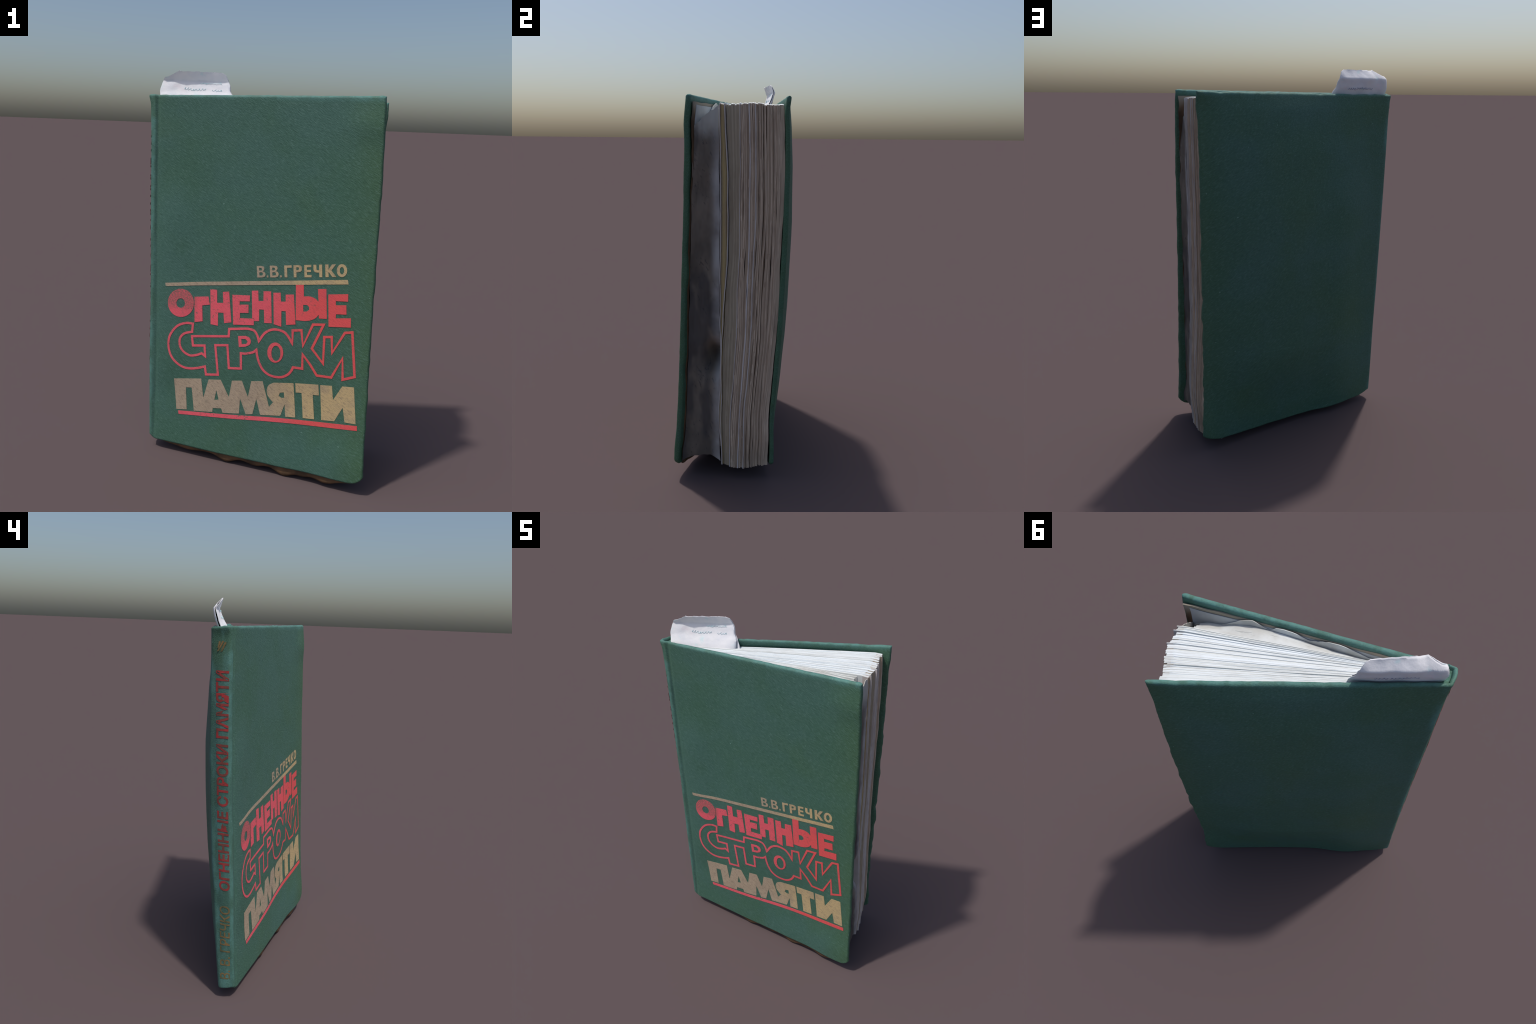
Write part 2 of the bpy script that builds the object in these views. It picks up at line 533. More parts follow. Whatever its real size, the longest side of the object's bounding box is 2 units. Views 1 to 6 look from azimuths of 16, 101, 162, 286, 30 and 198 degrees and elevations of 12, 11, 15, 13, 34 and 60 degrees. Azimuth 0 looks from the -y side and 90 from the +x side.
def build_lining(front):
    wave = lambda x, z: .0016 * nz(x * 7, z * 7, 2)
    x_in = np.linspace(-.50, .557, 70)
    sheet("turn_in", front, BROWN, x_in, lambda x: 1.862 + .004 * nz(x * 12, 3), lambda x: .075 + .006 * nz(x * 9, 6),
          lambda x, z: .0282 + .009 * smooth(.2, .5, x) * smooth(1.2, 1.7, z) + .0045 * smooth(.5, .56, x) * (1 + nz(z * 8, 31)) + wave(x, z), .008, rough=.008, seed=3)
    sheet("pastedown", front, ENDPAPER, np.linspace(-.50, .530, 60), lambda x: 1.848 + .003 * nz(x * 10, 9), lambda x: .10 + .12 * smooth(.25, .53, x) + .01 * nz(x * 9, 1),
          lambda x, z: .0298 + .012 * smooth(.15, .5, x) * smooth(1.2, 1.7, z) + wave(x, z), .003, rough=.012, seed=5)
    # torn half of the free endpaper, still stuck to the board
    tx = [-.50, -.25, -.19, -.13, -.09, -.05, 0, .05, .10, .14, .168, .20, .243, .30, .386, .45, .524]
    tz = [1.82, 1.830, 1.850, 1.863, 1.860, 1.851, 1.838, 1.858, 1.866, 1.860, 1.838, 1.850, 1.872, 1.852, 1.800, 1.787, 1.749]
    sheet("endpaper_remnant", front, TORN, np.linspace(-.48, .524, 90), lambda x: IP(x, tx, tz) + .003 * nz(x * 60, 3), lambda x: 1.60 + .05 * nz(x * 5, 8),
          lambda x, z: .0335 + .012 * smooth(.15, .5, x) + .002 * smooth(1.72, 1.85, z) * (1 + nz(x * 9, z * 6)) * smooth(-.5, -.2, x), .003, nzr=24, rough=.008, seed=8)
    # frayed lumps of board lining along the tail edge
    xs = np.linspace(-.53, .54, 120)
    A = np.zeros((120, 9, 3))
    B = A.copy()
    for i, x in enumerate(xs):
        dip = sum(a * math.exp(-((x - c) / w) ** 2) for c, w, a in ((-.34, .07, .010), (-.12, .055, .026), (.04, .05, .014), (.20, .055, .030), (.30, .04, .012), (.41, .05, .014)))
        low = IP(x, [-.53, -.45, .45, .54], [.046, .036, .036, .052]) - dip * 1.15 - .002
        for j in range(9):
            t = j / 8
            z = low + (.085 - low) * t
            y = front_y(x, .06, False) + .020 + .004 * math.sin(math.pi * t)
            w = .012 * math.sqrt(max(0.0, 1 - (1 - min(1, t * 2.2)) ** 2)) + .0008
            A[i, j] = (x, y + w, z)
            B[i, j] = (x, y - w, z)
    V, F = solid_grid(A, B)
    me = mesh_from("frayed_edge", V, F)
    fix_normals(me)
    add_mesh("frayed_edge", me, front, BROWN)
    sharp_edges(me, 70)


# ------------------------------------------------------------------ text block
Z_P = [.09, .33, .54, .74, 1.0, 1.2, 1.33, 1.53, 1.75, 1.86]
Y_A = [-.047, -.054, -.051, -.050, -.051, -.047, -.045, -.046, -.047, -.047]
Y_C = [-.042, -.046, -.044, -.042, -.024, -.012, -.008, -.010, -.020, -.026]
Y_E = [-.003, .004, .018, .031, .036, .047, .050, .050, .050, .048]
Y_Z = [.178, .195, .207, .218, .231, .240, .246, .250, .250, .237]


def fore_y(kind, u, z):
    a, c, e, w = (IP(z, Z_P, t) for t in (Y_A, Y_C, Y_E, Y_Z))
    if kind == "A":
        return a
    if kind == "AC":
        return a + .003 + (c - a - .003) * u
    if kind == "C":
        return c
    if kind == "CE":
        return c + .003 + (e - c - .003) * u
    return e + (w - e) * u


def leaf_y(kind, u, rank, t, zc, wave=0.0):
    """y of a leaf at t (0 spine, 1 fore edge); the leaves share the spine's narrow slot"""
    a = front_y(-.548, zc, False) + .026
    b = back_y(-.548, zc) - .024
    ysp = a + (b - a) * rank
    yf = fore_y(kind, u, zc) + wave
    return ysp + (yf - ysp) * t ** 1.08 + .012 * math.sin(math.pi * t) * (rank + .15)


def build_leaf(kind, u, block, mats, recess, thick, ph, top_off):
    """one leaf (or a few stuck together): bound at the spine, fanned at the fore edge"""
    nx, nzr = 17, 64
    rank = {"A": 0, "AC": .02 + .03 * u, "C": .06, "CE": .06 + .08 * u, "E": .14 + .86 * u}[kind]
    ts = [1 - (1 - i / (nx - 2)) ** 1.25 for i in range(nx - 2)] + [.974, 1]
    A = np.zeros((nx, nzr, 3))
    B = A.copy()
    yb = fore_y(kind, u, 1.3)
    x_fore = IP(yb, [-.05, -.02, .05, .09, .13, .19, .25], [.542, .549, .550, .542, .533, .521, .513]) + recess
    own = RNG.uniform(0, 90)
    for j in range(nzr):
        q = j / (nzr - 1)
        z0 = .026 + .018 * smooth(.55, .95, rank) + .005 * nz(own) + .016 * (1 - smooth(0, .35, rank))
        z1 = 1.860 - .013 * max(0, rank - .4) + top_off
        zc = z0 + (z1 - z0) * q
        wave = .0055 * nz(zc * 4, ph) + .0016 * nz(zc * 13, ph + 7) + .0008 * nz(zc * 30, own)
        xf = x_fore + .0040 * nz(zc * 6, ph * .3) + .0018 * nz(zc * 28, own)
        xf += .026 * (1 - smooth(.0, 1.0, zc)) - .016 * smooth(.28, .06, zc) - .004 * smooth(1.80, 1.86, zc)
        for i, t in enumerate(ts):
            x = -.545 + (xf + .545) * t
            y = leaf_y(kind, u, rank, t, zc, wave)
            # the fan is squeezed where the back board comes closer
            y0, y1 = leaf_y("A", 0, 0, t, zc), leaf_y("E", 1, 1, t, zc)
            room = back_y(x, max(zc, .07)) - .030 - y0
            y = y0 + (y - y0) * min(1.0, room / (y1 - y0))
            rise = .036 * smooth(.90, 1.0, t) ** 2 * (1 - smooth(0, .12, q))
            drop = .006 * smooth(.96, 1, t) * smooth(.985, 1, q) + .020 * (1 - t) * smooth(.97, 1, q)
            ripple = (.0022 * nz(t * 4, ph) + .0012 * nz(t * 14, own)) * smooth(.9, 1, q)
            z = zc + rise - drop + ripple + .024 * (1 - t) ** 2 * (1 - smooth(0, .12, q))
            h = thick * (.30 + .70 * t) / 2
            A[i, j] = (x, y - h, z)
            B[i, j] = (x, y + h, z)
    V, F = solid_grid(A, B)
    me = mesh_from("leaf", V, F)
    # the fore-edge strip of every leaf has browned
    n = nx * nzr
    col = lambda v: (v % n) // nzr
    flags = [1 if min(col(v) for v in p.vertices) >= nx - 2 and min(v % nzr for v in p.vertices) < nzr - 1 else 0 for p in me.polygons]
    o = add_mesh("leaf", me, block, mats)
    me.polygons.foreach_set("material_index", flags)
    fix_normals(me)
    sharp_edges(me, 40)
    return o


def build_text_block(book):
    # added filler core, unseen between the leaves it carries
    n, m = 20, 20
    A, B = np.zeros((n, m, 3)), np.zeros((n, m, 3))
    for i in range(n):
        t = .02 + .84 * i / (n - 1)
        for j in range(m):
            z = .10 + 1.70 * j / (m - 1)
            x = -.545 + 1.06 * t
            y0, y1 = leaf_y("A", 0, 0, t, z), min(leaf_y("E", 1, 1, t, z), back_y(x, z) - .032)
            A[i, j] = (x, y0 + .10 * (y1 - y0), z)
            B[i, j] = (x, y0 + .93 * (y1 - y0), z)
    V, F = solid_grid(A, B)
    me = mesh_from("text_block", V, F)
    fix_normals(me)
    block = add_mesh("text_block", me, book, PAPER)
    sharp_edges(me, 40)
    pale, yellow, grey, tan = ([PAPER, m] for m in (FORE_PALE, FORE_YELLOW, FORE_GREY, FORE_EDGE))
    build_leaf("A", 0, block, pale, 0, .004, 1, 0)
    for u in np.linspace(.12, .88, 5):
        build_leaf("AC", u, block, yellow, -.008 - RNG.uniform(0, .003), .0065, 1 + u, RNG.uniform(-.006, 0))
    build_leaf("C", 0, block, pale, 0, .003, 2, -.001)
    for u in np.linspace(.08, .92, 8):
        build_leaf("CE", u, block, grey, -.014 + .008 * u - RNG.uniform(0, .003), .0080, 2 + u, RNG.uniform(-.008, -.002))
    build_leaf("E", 0, block, pale, .001, .003, 3, 0)
    # the main block: gatherings of unequal thickness, each shifted a little
    N, i = 46, 1
    while i < N:
        size = RNG.choice([2, 3, 3, 4, 5, 7])
        ph, deep, lift = RNG.uniform(0, 90), -RNG.choice([0, .001, .003, .005, .008]), RNG.uniform(-.005, .002)
        gap = RNG.random() < .35
        for k in range(size):
            if i >= N:
                break
            d = deep - RNG.uniform(0, .0010)
            mats = tan
            if (gap and k == size - 1) or (size >= 5 and k == size - 1):
                d -= RNG.uniform(.006, .014)
            elif k == 0 and RNG.random() < .15:
                mats, d = pale, d + .002
            build_leaf("E", i / (N - 1), block, mats, d, RNG.choice([.0056, .0066]), ph + .15 * k, lift + RNG.uniform(-.0006, .0006))
            i += 1
    return block


def gap_y(x, z, w):
    """y between the lining of the front board (w 0) and the first leaf (w 1)"""
    t = min(1, max(0, (x + .545) / 1.085))
    a = front_y(x, z, False) + .036
    b = leaf_y("A", 0, 0, t, z) - .005
    return a + (b - a) * w


def build_gap_skin(book):
    """scan skin closing the gap behind the front board, with added filler sheets"""
    n, m = 26, 90
    A = np.zeros((n, m, 3))
    for i in range(n):
        w = i / (n - 1)
        z1 = IP(w, [0, .3, .6, 1], [1.750, 1.79, 1.815, 1.848]) + .008 * nz(w * 7, 3)
        z0 = IP(w, [0, .25, .6, .85, 1], [.085, .112, .128, .118, .095]) + .006 * nz(w * 6, 5)
        for j in range(m):
            z = z0 + (z1 - z0) * j / (m - 1)
            depth = IP(z, [.1, .3, .6, 1.0, 1.4, 1.8], [.004, .006, .006, .004, .004, .010]) + .007 * nz(z * 4, w * 2, 3)
            xa = .560 + .020 * (1 - smooth(.05, .3, z)) - .022 * smooth(1.55, 1.8, z) + .006 * nz(z * 9, 2)
            xb = .546 + .014 * (1 - smooth(.2, 1, z)) - .008 * smooth(1.78, 1.85, z) 
            x = xa + (xb - xa) * w - depth * math.sin(math.pi * w ** .75) ** .8
            x -= .120 * math.exp(-((z - .635) / .070) ** 2) * smooth(.30, .80, w) + .010 * abs(nz(z * 7, w * 5, 4))
            A[i, j] = (x + .003 * nz(z * 15, w * 5), gap_y(x, z, w) + .003 * nz(z * 8, w * 4, 9), z)
    B = A.copy()
    B[..., 0] -= .003
    V, F = solid_grid(A, B)
    me = mesh_from("gap_skin", V, F)
    fix_normals(me)
    skin = add_mesh("gap_skin", me, book, GAP_SKIN)
    sharp_edges(me, 60)
    # filler sheets added behind it, their tops below the level of the block
    tx = [-.50, -.25, -.05, .10, .24, .31, .386, .45, .524]
    tz = [1.80, 1.815, 1.825, 1.835, 1.842, 1.828, 1.796, 1.782, 1.750]
    for k, w in enumerate(np.linspace(.03, .97, 13)):
        nx, nzr = 48, 22
        A = np.zeros((nx, nzr, 3))
        for i in range(nx):
            x = -.50 + (.985 + .012 * nz(k * 3.3)) * i / (nx - 1)
            z1 = IP(x, tx, tz)
            top = z1 + (1.852 - .022 * (1 - smooth(-.5, .2, x)) - z1) * w ** 1.2 + .006 * nz(x * 5, k * .5) + .002 * nz(x * 20, k)
            for j in range(nzr):
                z = .10 + (top - .10) * (1 - (1 - j / (nzr - 1)) ** 2)
                xx = -.50 + (x + .50) * (.93 + .07 * smooth(1.35, 1.7, z) - .12 * math.exp(-((z - .635) / .09) ** 2))
                A[i, j] = (xx, gap_y(xx, z, w) + .004 * nz(x * 6, z * 5, k), z)
        B = A.copy()
        B[..., 1] += .012
        V, F = solid_grid(A, B)
        me = mesh_from("gap_filler", V, F)
        fix_normals(me)
        add_mesh("gap_filler", me, skin, TORN)
        sharp_edges(me, 60)


# ------------------------------------------------------------------ lettering
def glyph_mesh(loops, name):
    """flat filled shape from closed loops of (x, z) in mm, cut fine enough to follow the board"""
    cu = bpy.data.curves.new(name, "CURVE")
    cu.dimensions = "2D"
    cu.fill_mode = "BOTH"
    cu.extrude = .0006
    for lp in loops:
        sp = cu.splines.new("POLY")
        sp.points.add(len(lp) - 1)
        for p, (a, b) in zip(sp.points, lp):
            p.co = (a / 1000, b / 1000, 0, 1)
        sp.use_cyclic_u = True
    return curve_to_mesh(cu)


def curve_to_mesh(cu):
    ob = bpy.data.objects.new("helper", cu)
    bpy.context.scene.collection.objects.link(ob)
    me = bpy.data.meshes.new_from_object(ob.evaluated_get(bpy.context.evaluated_depsgraph_get()))
    bpy.data.objects.remove(ob)
    bpy.data.curves.remove(cu)
    return me


def lay_on(me, place, step=.03, axes="xy"):
    bm = bmesh.new()
    bm.from_mesh(me)
    for ax in range(2):
        lo = min(v.co[ax] for v in bm.verts)
        hi = max(v.co[ax] for v in bm.verts)
        for c in np.arange(lo + step, hi, step):
            co, no = [0, 0, 0], [0, 0, 0]
            co[ax], no[ax] = c, 1
            bmesh.ops.bisect_plane(bm, geom=bm.verts[:] + bm.edges[:] + bm.faces[:], plane_co=co, plane_no=no)
    for v in bm.verts:
        v.co = place(*v.co)
    bmesh.ops.recalc_face_normals(bm, faces=bm.faces)
    bm.to_mesh(me)
    bm.free()


def on_front(lift=.0010):
    return lambda a, b, c: Vector((a, front_y(a, b) - lift - (.0006 + c) * .4, b))


def ellipse(l, r, t, b, n=40):
    """loop through the left, right, top and bottom points of a slanted ring"""
    cx, cz = (l[0] + r[0] + t[0] + b[0]) / 4, (l[1] + r[1] + t[1] + b[1]) / 4
    ax, az = (r[0] - l[0]) / 2, (r[1] - l[1]) / 2
    bx, bz = (t[0] - b[0]) / 2, (t[1] - b[1]) / 2
    return [(cx + ax * math.cos(w) + bx * math.sin(w), cz + az * math.cos(w) + bz * math.sin(w)) for w in (2 * math.pi * i / n for i in range(n))]


def rounded(pts, runs, n=5):
    """Catmull-Rom through the points of the given index runs (round bowls), straight elsewhere"""
    out = []
    m = len(pts)
    for i in range(m):
        p0, p1, p2, p3 = (np.array(pts[(i + d) % m], float) for d in (-1, 0, 1, 2))
        out.append(tuple(p1))
        if any(a <= i < b for a, b in runs):
            if any(a == i for a, b in runs):
                p0 = 2 * p1 - p2
            if any(b == i + 1 for a, b in runs):
                p3 = 2 * p2 - p1
            for s in range(1, n):
                t = s / n
                out.append(tuple(.5 * ((2 * p1) + (p2 - p0) * t + (2 * p0 - 5 * p1 + 4 * p2 - p3) * t * t + (3 * p1 - p0 - 3 * p2 + p3) * t ** 3)))
    return out


def outline_ribbon(pts, w):
    """closed line of width w around a path: returns its outer and inner loop (mitred)"""
    P = np.array(pts, float)
    a, b = [], []
    m = len(P)
    for i in range(m):
        d0 = P[i] - P[i - 1]
        d1 = P[(i + 1) % m] - P[i]
        d0 /= np.linalg.norm(d0) + 1e-9
        d1 /= np.linalg.norm(d1) + 1e-9
        n0, n1 = np.array((-d0[1], d0[0])), np.array((-d1[1], d1[0]))
        k = n0 + n1
        k /= np.linalg.norm(k) + 1e-9
        ml = min(2.2, 1 / max(.3, k @ n1))
        a.append(P[i] + k * w / 2 * ml)
        b.append(P[i] - k * w / 2 * ml)
    return a, b


def ribbon_mesh(pts, w, name):
    a, b = outline_ribbon(pts, w)
    m = len(a)
    h = .0006
    V, F = [], []
    for z in (h, -h):
        V += [(p[0] / 1000, p[1] / 1000, z) for p in a] + [(p[0] / 1000, p[1] / 1000, z) for p in b]
    for i in range(m):
        j = (i + 1) % m
        F += [(i, j, m + j, m + i), (2 * m + i, 3 * m + i, 3 * m + j, 2 * m + j), (i, 2 * m + i, 2 * m + j, j), (m + i, m + j, 3 * m + j, 3 * m + i)]
    return mesh_from(name, V, F)


def letters_on_front(front):
    red, gold = {}, {}
    # first word: heavy dancing capitals
    red["o"] = [ellipse((-473, 828), (-326, 842), (-401, 910), (-397, 760)), ellipse((-424, 831), (-376, 837), (-401, 859), (-399, 809), 24)]
    red["g"] = [[(-325, 877), (-246, 888), (-237, 847), (-279, 837), (-274, 754), (-319, 743)]]
    red["n"] = [[(-237, 927), (-200, 929), (-197, 862), (-164, 866), (-168, 922), (-134, 929), (-115, 772), (-154, 762), (-160, 815), (-190, 812), (-188, 743), (-229, 745)]]
    red["e"] = [[(-116, 915), (-22, 924), (-21, 894), (-75, 887), (-74, 870), (-27, 876), (-25, 834), (-71, 828), (-69, 801), (5, 809), (6, 776), (-104, 762)]]
    red["n2"] = [[(-13, 949), (20, 954), (25, 902), (50, 906), (48, 955), (87, 959), (99, 800), (60, 796), (55, 862), (30, 860), (33, 801), (7, 797), (6, 811), (-4, 810)]]
    red["n3"] = [[(99, 954), (136, 959), (140, 915), (164, 918), (162, 953), (203, 959), (220, 812), (173, 803), (167, 871), (145, 869), (149, 790), (110, 797)]]
    red["y"] = [rounded([(210, 1010), (249, 1013), (253, 956), (283, 960), (310, 953), (326, 940), (320, 1001), (360, 1007), (372, 863), (334, 859), (331, 877), (316, 857), (291, 843), (264, 836), (220, 834)], [(2, 5), (10, 13)]),
                [(252, 915), (272, 917), (283, 907), (282, 893), (272, 885), (255, 881)]]
    red["e2"] = [[(371, 982), (465, 996), (467, 960), (409, 955), (411, 935), (460, 942), (464, 897), (414, 892), (415, 872), (486, 883), (489, 838), (383, 826)]]
    # third word, gold, set solid
    gold["pam"] = [rounded([(-427, 418), (-270, 445), (-254, 342), (-228, 448), (-160, 458), (-111, 373), (-98, 465), (-44, 474), (-8, 392), (6, 480), (66, 491), (106, 360), (126, 388), (99, 415), (90, 444), (98, 474), (123, 493), (227, 510), (246, 333), (194, 326), (187, 391), (168, 325), (62, 309), (37, 391), (21, 306), (-15, 298), (-50, 378), (-52, 295), (-142, 282), (-150, 304), (-198, 297), (-200, 274), (-306, 260), (-323, 386), (-357, 380), (-348, 259), (-409, 249)], [(12, 16)]),
                   [(-182, 398), (-167, 349), (-191, 343)], [(159, 446), (180, 452), (183, 423), (167, 420), (154, 429)]]
    gold["t"] = [[(236, 512), (353, 528), (359, 474), (328, 470), (343, 346), (285, 339), (271, 468), (241, 464)]]
    gold["i"] = [[(362, 528), (420, 536), (430, 465), (470, 543), (526, 549), (548, 368), (494, 365), (480, 437), (443, 359), (379, 350)]]
    for k, (group, mat) in enumerate(((red, RED), (gold, GOLD))):
        for q, loops in enumerate(group.values()):
            me = glyph_mesh(loops, "letter")
            lay_on(me, on_front(.0008 + .0004 * (q % 2)))
            add_mesh("letter", me, front, mat, shade=False)
    # second word: one continuous outline round all its capitals, plus two counters
    word = rounded([(-328, 733), (-365, 732), (-406, 716), (-436, 687), (-459, 645), (-463, 600), (-455, 562), (-437, 530), (-409, 506), (-372, 490), (-330, 490), (-289, 500), (-252, 514),
                    (-244, 472), (-177, 483), (-198, 638), (-131, 649), (-118, 529), (-52, 538), (-56, 619), (-30, 622), (8, 635), (26, 651),
                    (32, 621), (44, 586), (65, 552), (95, 532), (128, 526), (165, 531), (196, 551), (213, 575), (220, 593),
                    (267, 594), (265, 668), (305, 623), (342, 573), (413, 577), (461, 682), (469, 577), (525, 601), (498, 816), (463, 808), (409, 700), (402, 778), (366, 772), (369, 639),
                    (309, 705), (359, 832), (307, 825), (264, 711), (252, 788), (208, 780), (210, 713),
                    (189, 744), (165, 765), (128, 772), (95, 765), (64, 742), (37, 699),
                    (27, 727), (7, 749), (-27, 753), (-125, 736), (-126, 697), (-331, 665), (-324, 616), (-258, 626), (-253, 570), (-273, 582),
                    (-302, 568), (-338, 560), (-369, 571), (-391, 592), (-400, 620), (-396, 650), (-373, 675), (-331, 689)],
                   [(0, 11), (19, 22), (22, 31), (52, 58), (58, 61), (68, 76)])
    me = ribbon_mesh(word, 12, "outlined_word")
    lay_on(me, on_front(.0008))
    add_mesh("outlined_word", me, front, RED, shade=False)
    for loops in ([rounded([(-75, 707), (-34, 714), (-12, 707), (-5, 689), (-11, 672), (-32, 658), (-68, 650)], [(1, 5)]), [(-57, 695), (-34, 698), (-22, 687), (-29, 673), (-53, 668)]],
                  [ellipse((85, 645), (167, 660), (121, 706), (129, 602)), ellipse((105, 644), (152, 654), (127, 691), (133, 612), 28)]):
        me = glyph_mesh(loops, "letter_counter")
        lay_on(me, on_front(.0010))
        add_mesh("letter_counter", me, front, RED, shade=False)
    for name, loop, mat in (("underline", [(-398, 243), (555, 360), (557, 336), (-395, 224)], RED), ("rule", [(-491, 931), (458, 1063), (463, 1042), (-488, 914)], GOLD)):
        me = glyph_mesh([loop], name)
        lay_on(me, on_front(.0009))
        add_mesh(name, me, front, mat, shade=False)
    # author line: two initials with points, then the surname, on a slightly rising line
    lay = on_front(.0009)

    def author(me, s0, s1, t1=1.0):
        xs = [v.co.x for v in me.vertices]
        ys = [v.co.y for v in me.vertices]
        x0, x1, y0, y1 = min(xs), max(xs), min(ys), max(ys)

        def place(a, b, c):
            s, t = s0 + (s1 - s0) * (a - x0) / (x1 - x0), t1 * (b - y0) / (y1 - y0)
            x = (.012 + .442 * s) * (1 - t) + (.006 + .443 * s) * t
            z = (1.019 + .057 * s) * (1 - t) + (1.076 + .061 * s) * t
            return lay(x, z, c)
        lay_on(me, place, step=.2)
        add_mesh(me.name.split(".")[0], me, front, GOLD, shade=False)
    initial = [rounded([(0, 0), (0, 1000), (380, 1000), (600, 930), (660, 770), (600, 610), (480, 540), (660, 450), (740, 270), (650, 70), (420, 0)], [(2, 6), (6, 10)]),
               [(200, 600), (200, 830), (360, 830), (440, 780), (440, 660), (360, 600)], [(200, 170), (200, 440), (400, 440), (500, 380), (500, 230), (400, 170)]]
    point = [[(0, 0), (0, 100), (100, 100), (100, 0)]]
    author(glyph_mesh(initial, "letter"), 0, .098)
    author(glyph_mesh(point, "point"), .112, .130, .17)
    author(glyph_mesh(initial, "letter"), .151, .250)
    author(glyph_mesh(point, "point"), .264, .284, .17)
    surname = [(.316, .400, [[(0, 0), (0, 1000), (620, 1000), (620, 800), (230, 800), (230, 0)]]),
               (.420, .514, [rounded([(0, 0), (0, 1000), (400, 1000), (600, 940), (690, 810), (690, 620), (600, 480), (400, 420), (230, 420), (230, 0)], [(2, 7)]),
                             [(230, 600), (230, 820), (380, 820), (450, 770), (450, 650), (380, 600)]]),
               (.539, .618, [[(0, 0), (0, 1000), (620, 1000), (620, 810), (230, 810), (230, 600), (580, 600), (580, 420), (230, 420), (230, 190), (630, 190), (630, 0)]]),
               (.640, .734, [rounded([(0, 1000), (230, 1000), (230, 640), (290, 560), (440, 560), (440, 1000), (670, 1000), (670, 0), (440, 0), (440, 370), (230, 370), (80, 440), (0, 590)], [(10, 12)])]),
               (.768, .886, [[(0, 0), (0, 1000), (230, 1000), (230, 600), (480, 1000), (760, 1000), (430, 520), (780, 0), (500, 0), (230, 420), (230, 0)]]),
               (.890, 1.0, [ellipse((0, 500), (800, 500), (400, 1000), (400, 0), 28), ellipse((230, 500), (570, 500), (400, 780), (400, 220), 20)])]
    for a, b, loops in surname:
        author(glyph_mesh(loops, "letter"), a, b)


def text_mesh(body, bold):
    cu = bpy.data.curves.new("text", "FONT")
    cu.body = body
    cu.size = 1
    cu.extrude = .0006
    cu.offset = bold
    cu.resolution_u = 4
    return curve_to_mesh(cu)


def letters_on_spine(spine):
    def lay(me, z0, z1, name, mat):
        xs = [v.co.x for v in me.vertices]
        ys = [v.co.y for v in me.vertices]
        x0, x1, y0, y1 = min(xs), max(xs), min(ys), max(ys)

        def place(a, b, c):
            s, t = (a - x0) / (x1 - x0), (b - y0) / (y1 - y0)
            z = z0 + (z1 - z0) * s
            yc = IP(z, [.1, .3, .6, 1.0, 1.3, 1.7], [-.143, -.137, -.128, -.108, -.100, -.092])
            hh = IP(z, [.1, .6, 1.7], [.052, .056, .066])
            y = yc + hh * (t - .5)
            fa, fb = front_y(-.578, z, False), back_y(-.575, z)
            f = min(1, max(0, (y - fa - .016) / (fb - fa - .034)))
            return Vector((case_outer("spine", f, z)[0] - .0007 - (.0009 + c) * .25, y, z))
        lay_on(me, place, step=.25)
        add_mesh(name, me, spine, mat, shade=False)
    lay(text_mesh("ОГНЕННЫЕ СТРОКИ ПАМЯТИ", .032), .602, 1.680, "spine_title", SPINE_RED)
    lay(text_mesh("В. В. ГРЕЧКО", .012), .116, .520, "spine_author", SPINE_GOLD)
    # worn little ornament at the head: three slanting tongues
    loops = [[(0, 0), (10, 2), (34, 46), (26, 48)], [(16, 0), (26, 0), (46, 40), (38, 44)], [(2, 16), (8, 14), (18, 44), (10, 46)]]
    me = glyph_mesh(loops, "spine_ornament")
    for v in me.vertices:
        a, b, c = v.co
        z = 1.765 + b
        v.co = (case_outer("spine", .4, z)[0] - .0014 - c * .4, -.065 - a, z)
    add_mesh("spine_ornament", me, spine, SPINE_GOLD, shade=False)


# ------------------------------------------------------------------ bookmark
def slip_y(side, s, z):
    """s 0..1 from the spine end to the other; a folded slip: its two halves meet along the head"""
    x = -.57 + .335 * s
    c = IP(z, [1.80, 1.86, 1.90, 1.94, 1.955, 2.0], [.010, .024, .038, .050, .056, .036]) + .29 * (x + .239)
    lens = .35 + .65 * math.sqrt(max(0.0, 1 - (2 * min(1, max(0, s)) - 1) ** 4))
    if side == "front":
        y = c - lens * IP(z, [1.80, 1.86, 1.90, 1.94, 1.957, 1.998], [.018, .014, .008, .005, .004, .002])
    else:
        y = c + lens * IP(z, [1.80, 1.86, 1.90, 1.94, 1.975, 1.998], [.020, .018, .016, .014, .009, .002])
    y += .003 * nz(s * 4, z * 20, 1 if side == "front" else 2)
    y += .004 * nz(s * 7, z * 26, 5) * smooth(1.88, 1.92, z)
    lo = front_y(x, min(z, 1.87), False) + .034 - max(0.0, z - 1.868) * 1.6
    hi = back_y(x, min(z, 1.87)) - .024 + max(0.0, z - 1.868) * 1.6
    return max(lo, min(y, hi))


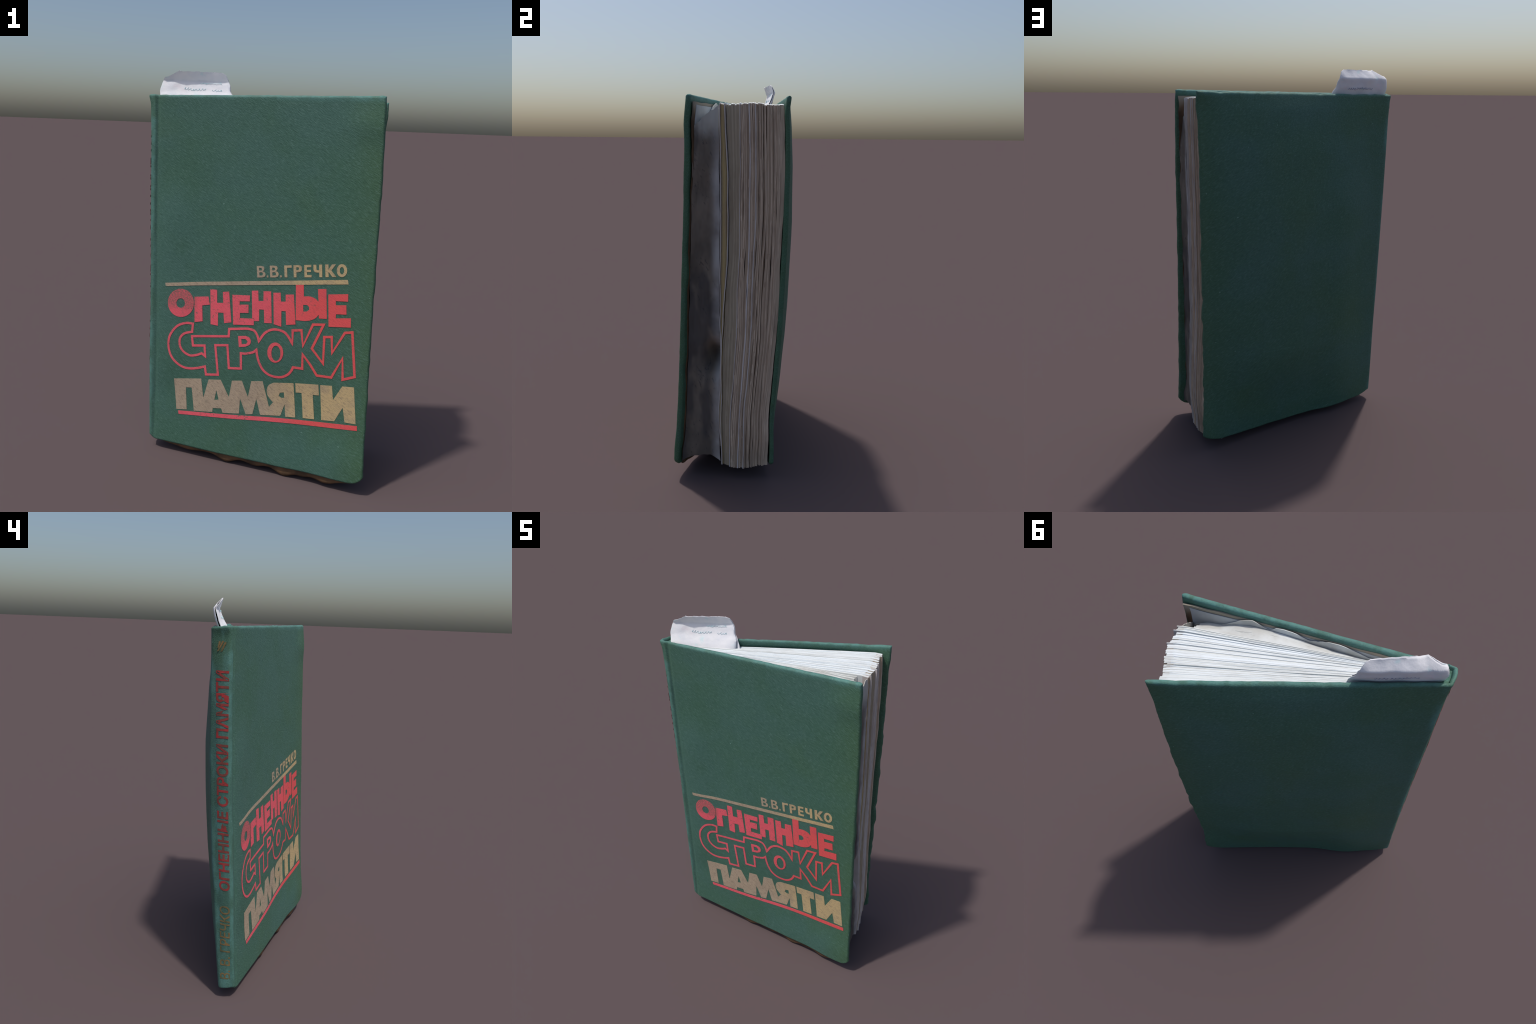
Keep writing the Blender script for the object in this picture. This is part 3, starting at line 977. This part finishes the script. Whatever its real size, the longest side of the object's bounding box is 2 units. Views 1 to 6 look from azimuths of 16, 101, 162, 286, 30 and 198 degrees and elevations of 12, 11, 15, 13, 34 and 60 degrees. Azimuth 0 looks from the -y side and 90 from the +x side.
def build_bookmark(book):
    mark = None
    n, m = 40, 34
    for side in ("front", "back"):
        A = np.zeros((n, m, 3))
        for i in range(n):
            s = i / (n - 1)
            top = 2.0 - .030 * (1 - smooth(0, .20, s)) - .010 * smooth(.95, 1, s) + .003 * nz(s * 9, 2) + .0025 * nz(s * 31, 6)
            for j in range(m):
                t = j / (m - 1)
                z = 1.80 + (top - 1.80) * t
                xl = IP(z, [1.80, 1.85, 1.90, 1.94, 1.96, 1.975, 2.0], [-.560, -.562, -.573, -.567, -.560, -.546, -.522])
                xr = IP(z, [1.80, 1.86, 1.882, 1.91, 1.94, 1.97, 2.0], [-.190, -.204, -.216, -.232, -.240, -.252, -.264])
                if side == "front":
                    xr = min(xr, -.218)
                x = xl + (xr - xl) * s + .003 * nz(z * 40, s * 2) * (1 if i in (0, n - 1) else 0)
                A[i, j] = (x, slip_y(side, s, z), z + .0015 * nz(s * 25, 3) * t)
        B = A.copy()
        th = .0022
        A[..., 1] -= th / 2
        B[..., 1] += th / 2
        V, F = solid_grid(A, B)
        me = mesh_from("slip_fold", V, F)
        fix_normals(me)
        if mark is None:
            mark = add_mesh("bookmark", me, book, SLIP)
        else:
            add_mesh("slip_fold", me, mark, SLIP)
        sharp_edges(me, 60)
    # faded handwriting: cyan in front, blue behind
    def scribble(z, s0, s1, amp, side, seed, slant=.4):
        pts, k = [], 0
        N = int((s1 - s0) * 420)
        for i in range(N):
            w = i / N
            ph = w * (s1 - s0) * 150
            a = amp * (.45 + .9 * nz(w * 17, seed)) * math.sin(ph + 1.5 * nz(w * 11, seed + 5))
            s = s0 + (s1 - s0) * w + .006 * math.cos(ph) + slant * a / .34
            zz = z + a + .004 * nz(w * 3, seed)
            x = -.57 + .335 * s
            y = slip_y(side, s, zz) + (-.0032 if side == "front" else .0032)
            pts.append((x, y, zz))
        return pts
    ink_lines("handwriting", mark, INK, [scribble(1.915, .34, .66, .010, "front", 1), scribble(1.912, .74, .90, .008, "front", 4), scribble(1.947, .55, .88, .005, "front", 6)], .0008)
    ink_lines("handwriting", mark, INK_BLUE, [scribble(1.905, .30, .80, .009, "back", 2)], .0009)


def ink_lines(name, parent, mat, lines, r):
    cu = bpy.data.curves.new(name, "CURVE")
    cu.dimensions = "3D"
    cu.bevel_depth = r
    cu.bevel_resolution = 0
    for pts in lines:
        sp = cu.splines.new("POLY")
        sp.points.add(len(pts) - 1)
        for p, q in zip(sp.points, pts):
            p.co = (*q, 1)
    o = add_mesh(name, curve_to_mesh(cu), parent, mat)
    o["kind"] = "stuff"
    return o


# ------------------------------------------------------------------ assembly
def main():
    book = empty("hardback_book")
    book["label"] = "worn green hardback book with red and gold lettering and bookmark"
    book["category"] = "book"
    parts = build_case(book)
    build_lining(parts["front_cover"])
    build_head_cap(parts["spine"])
    build_gap_skin(book)
    letters_on_front(parts["front_cover"])
    letters_on_spine(parts["spine"])
    build_text_block(book)
    build_bookmark(book)


main()
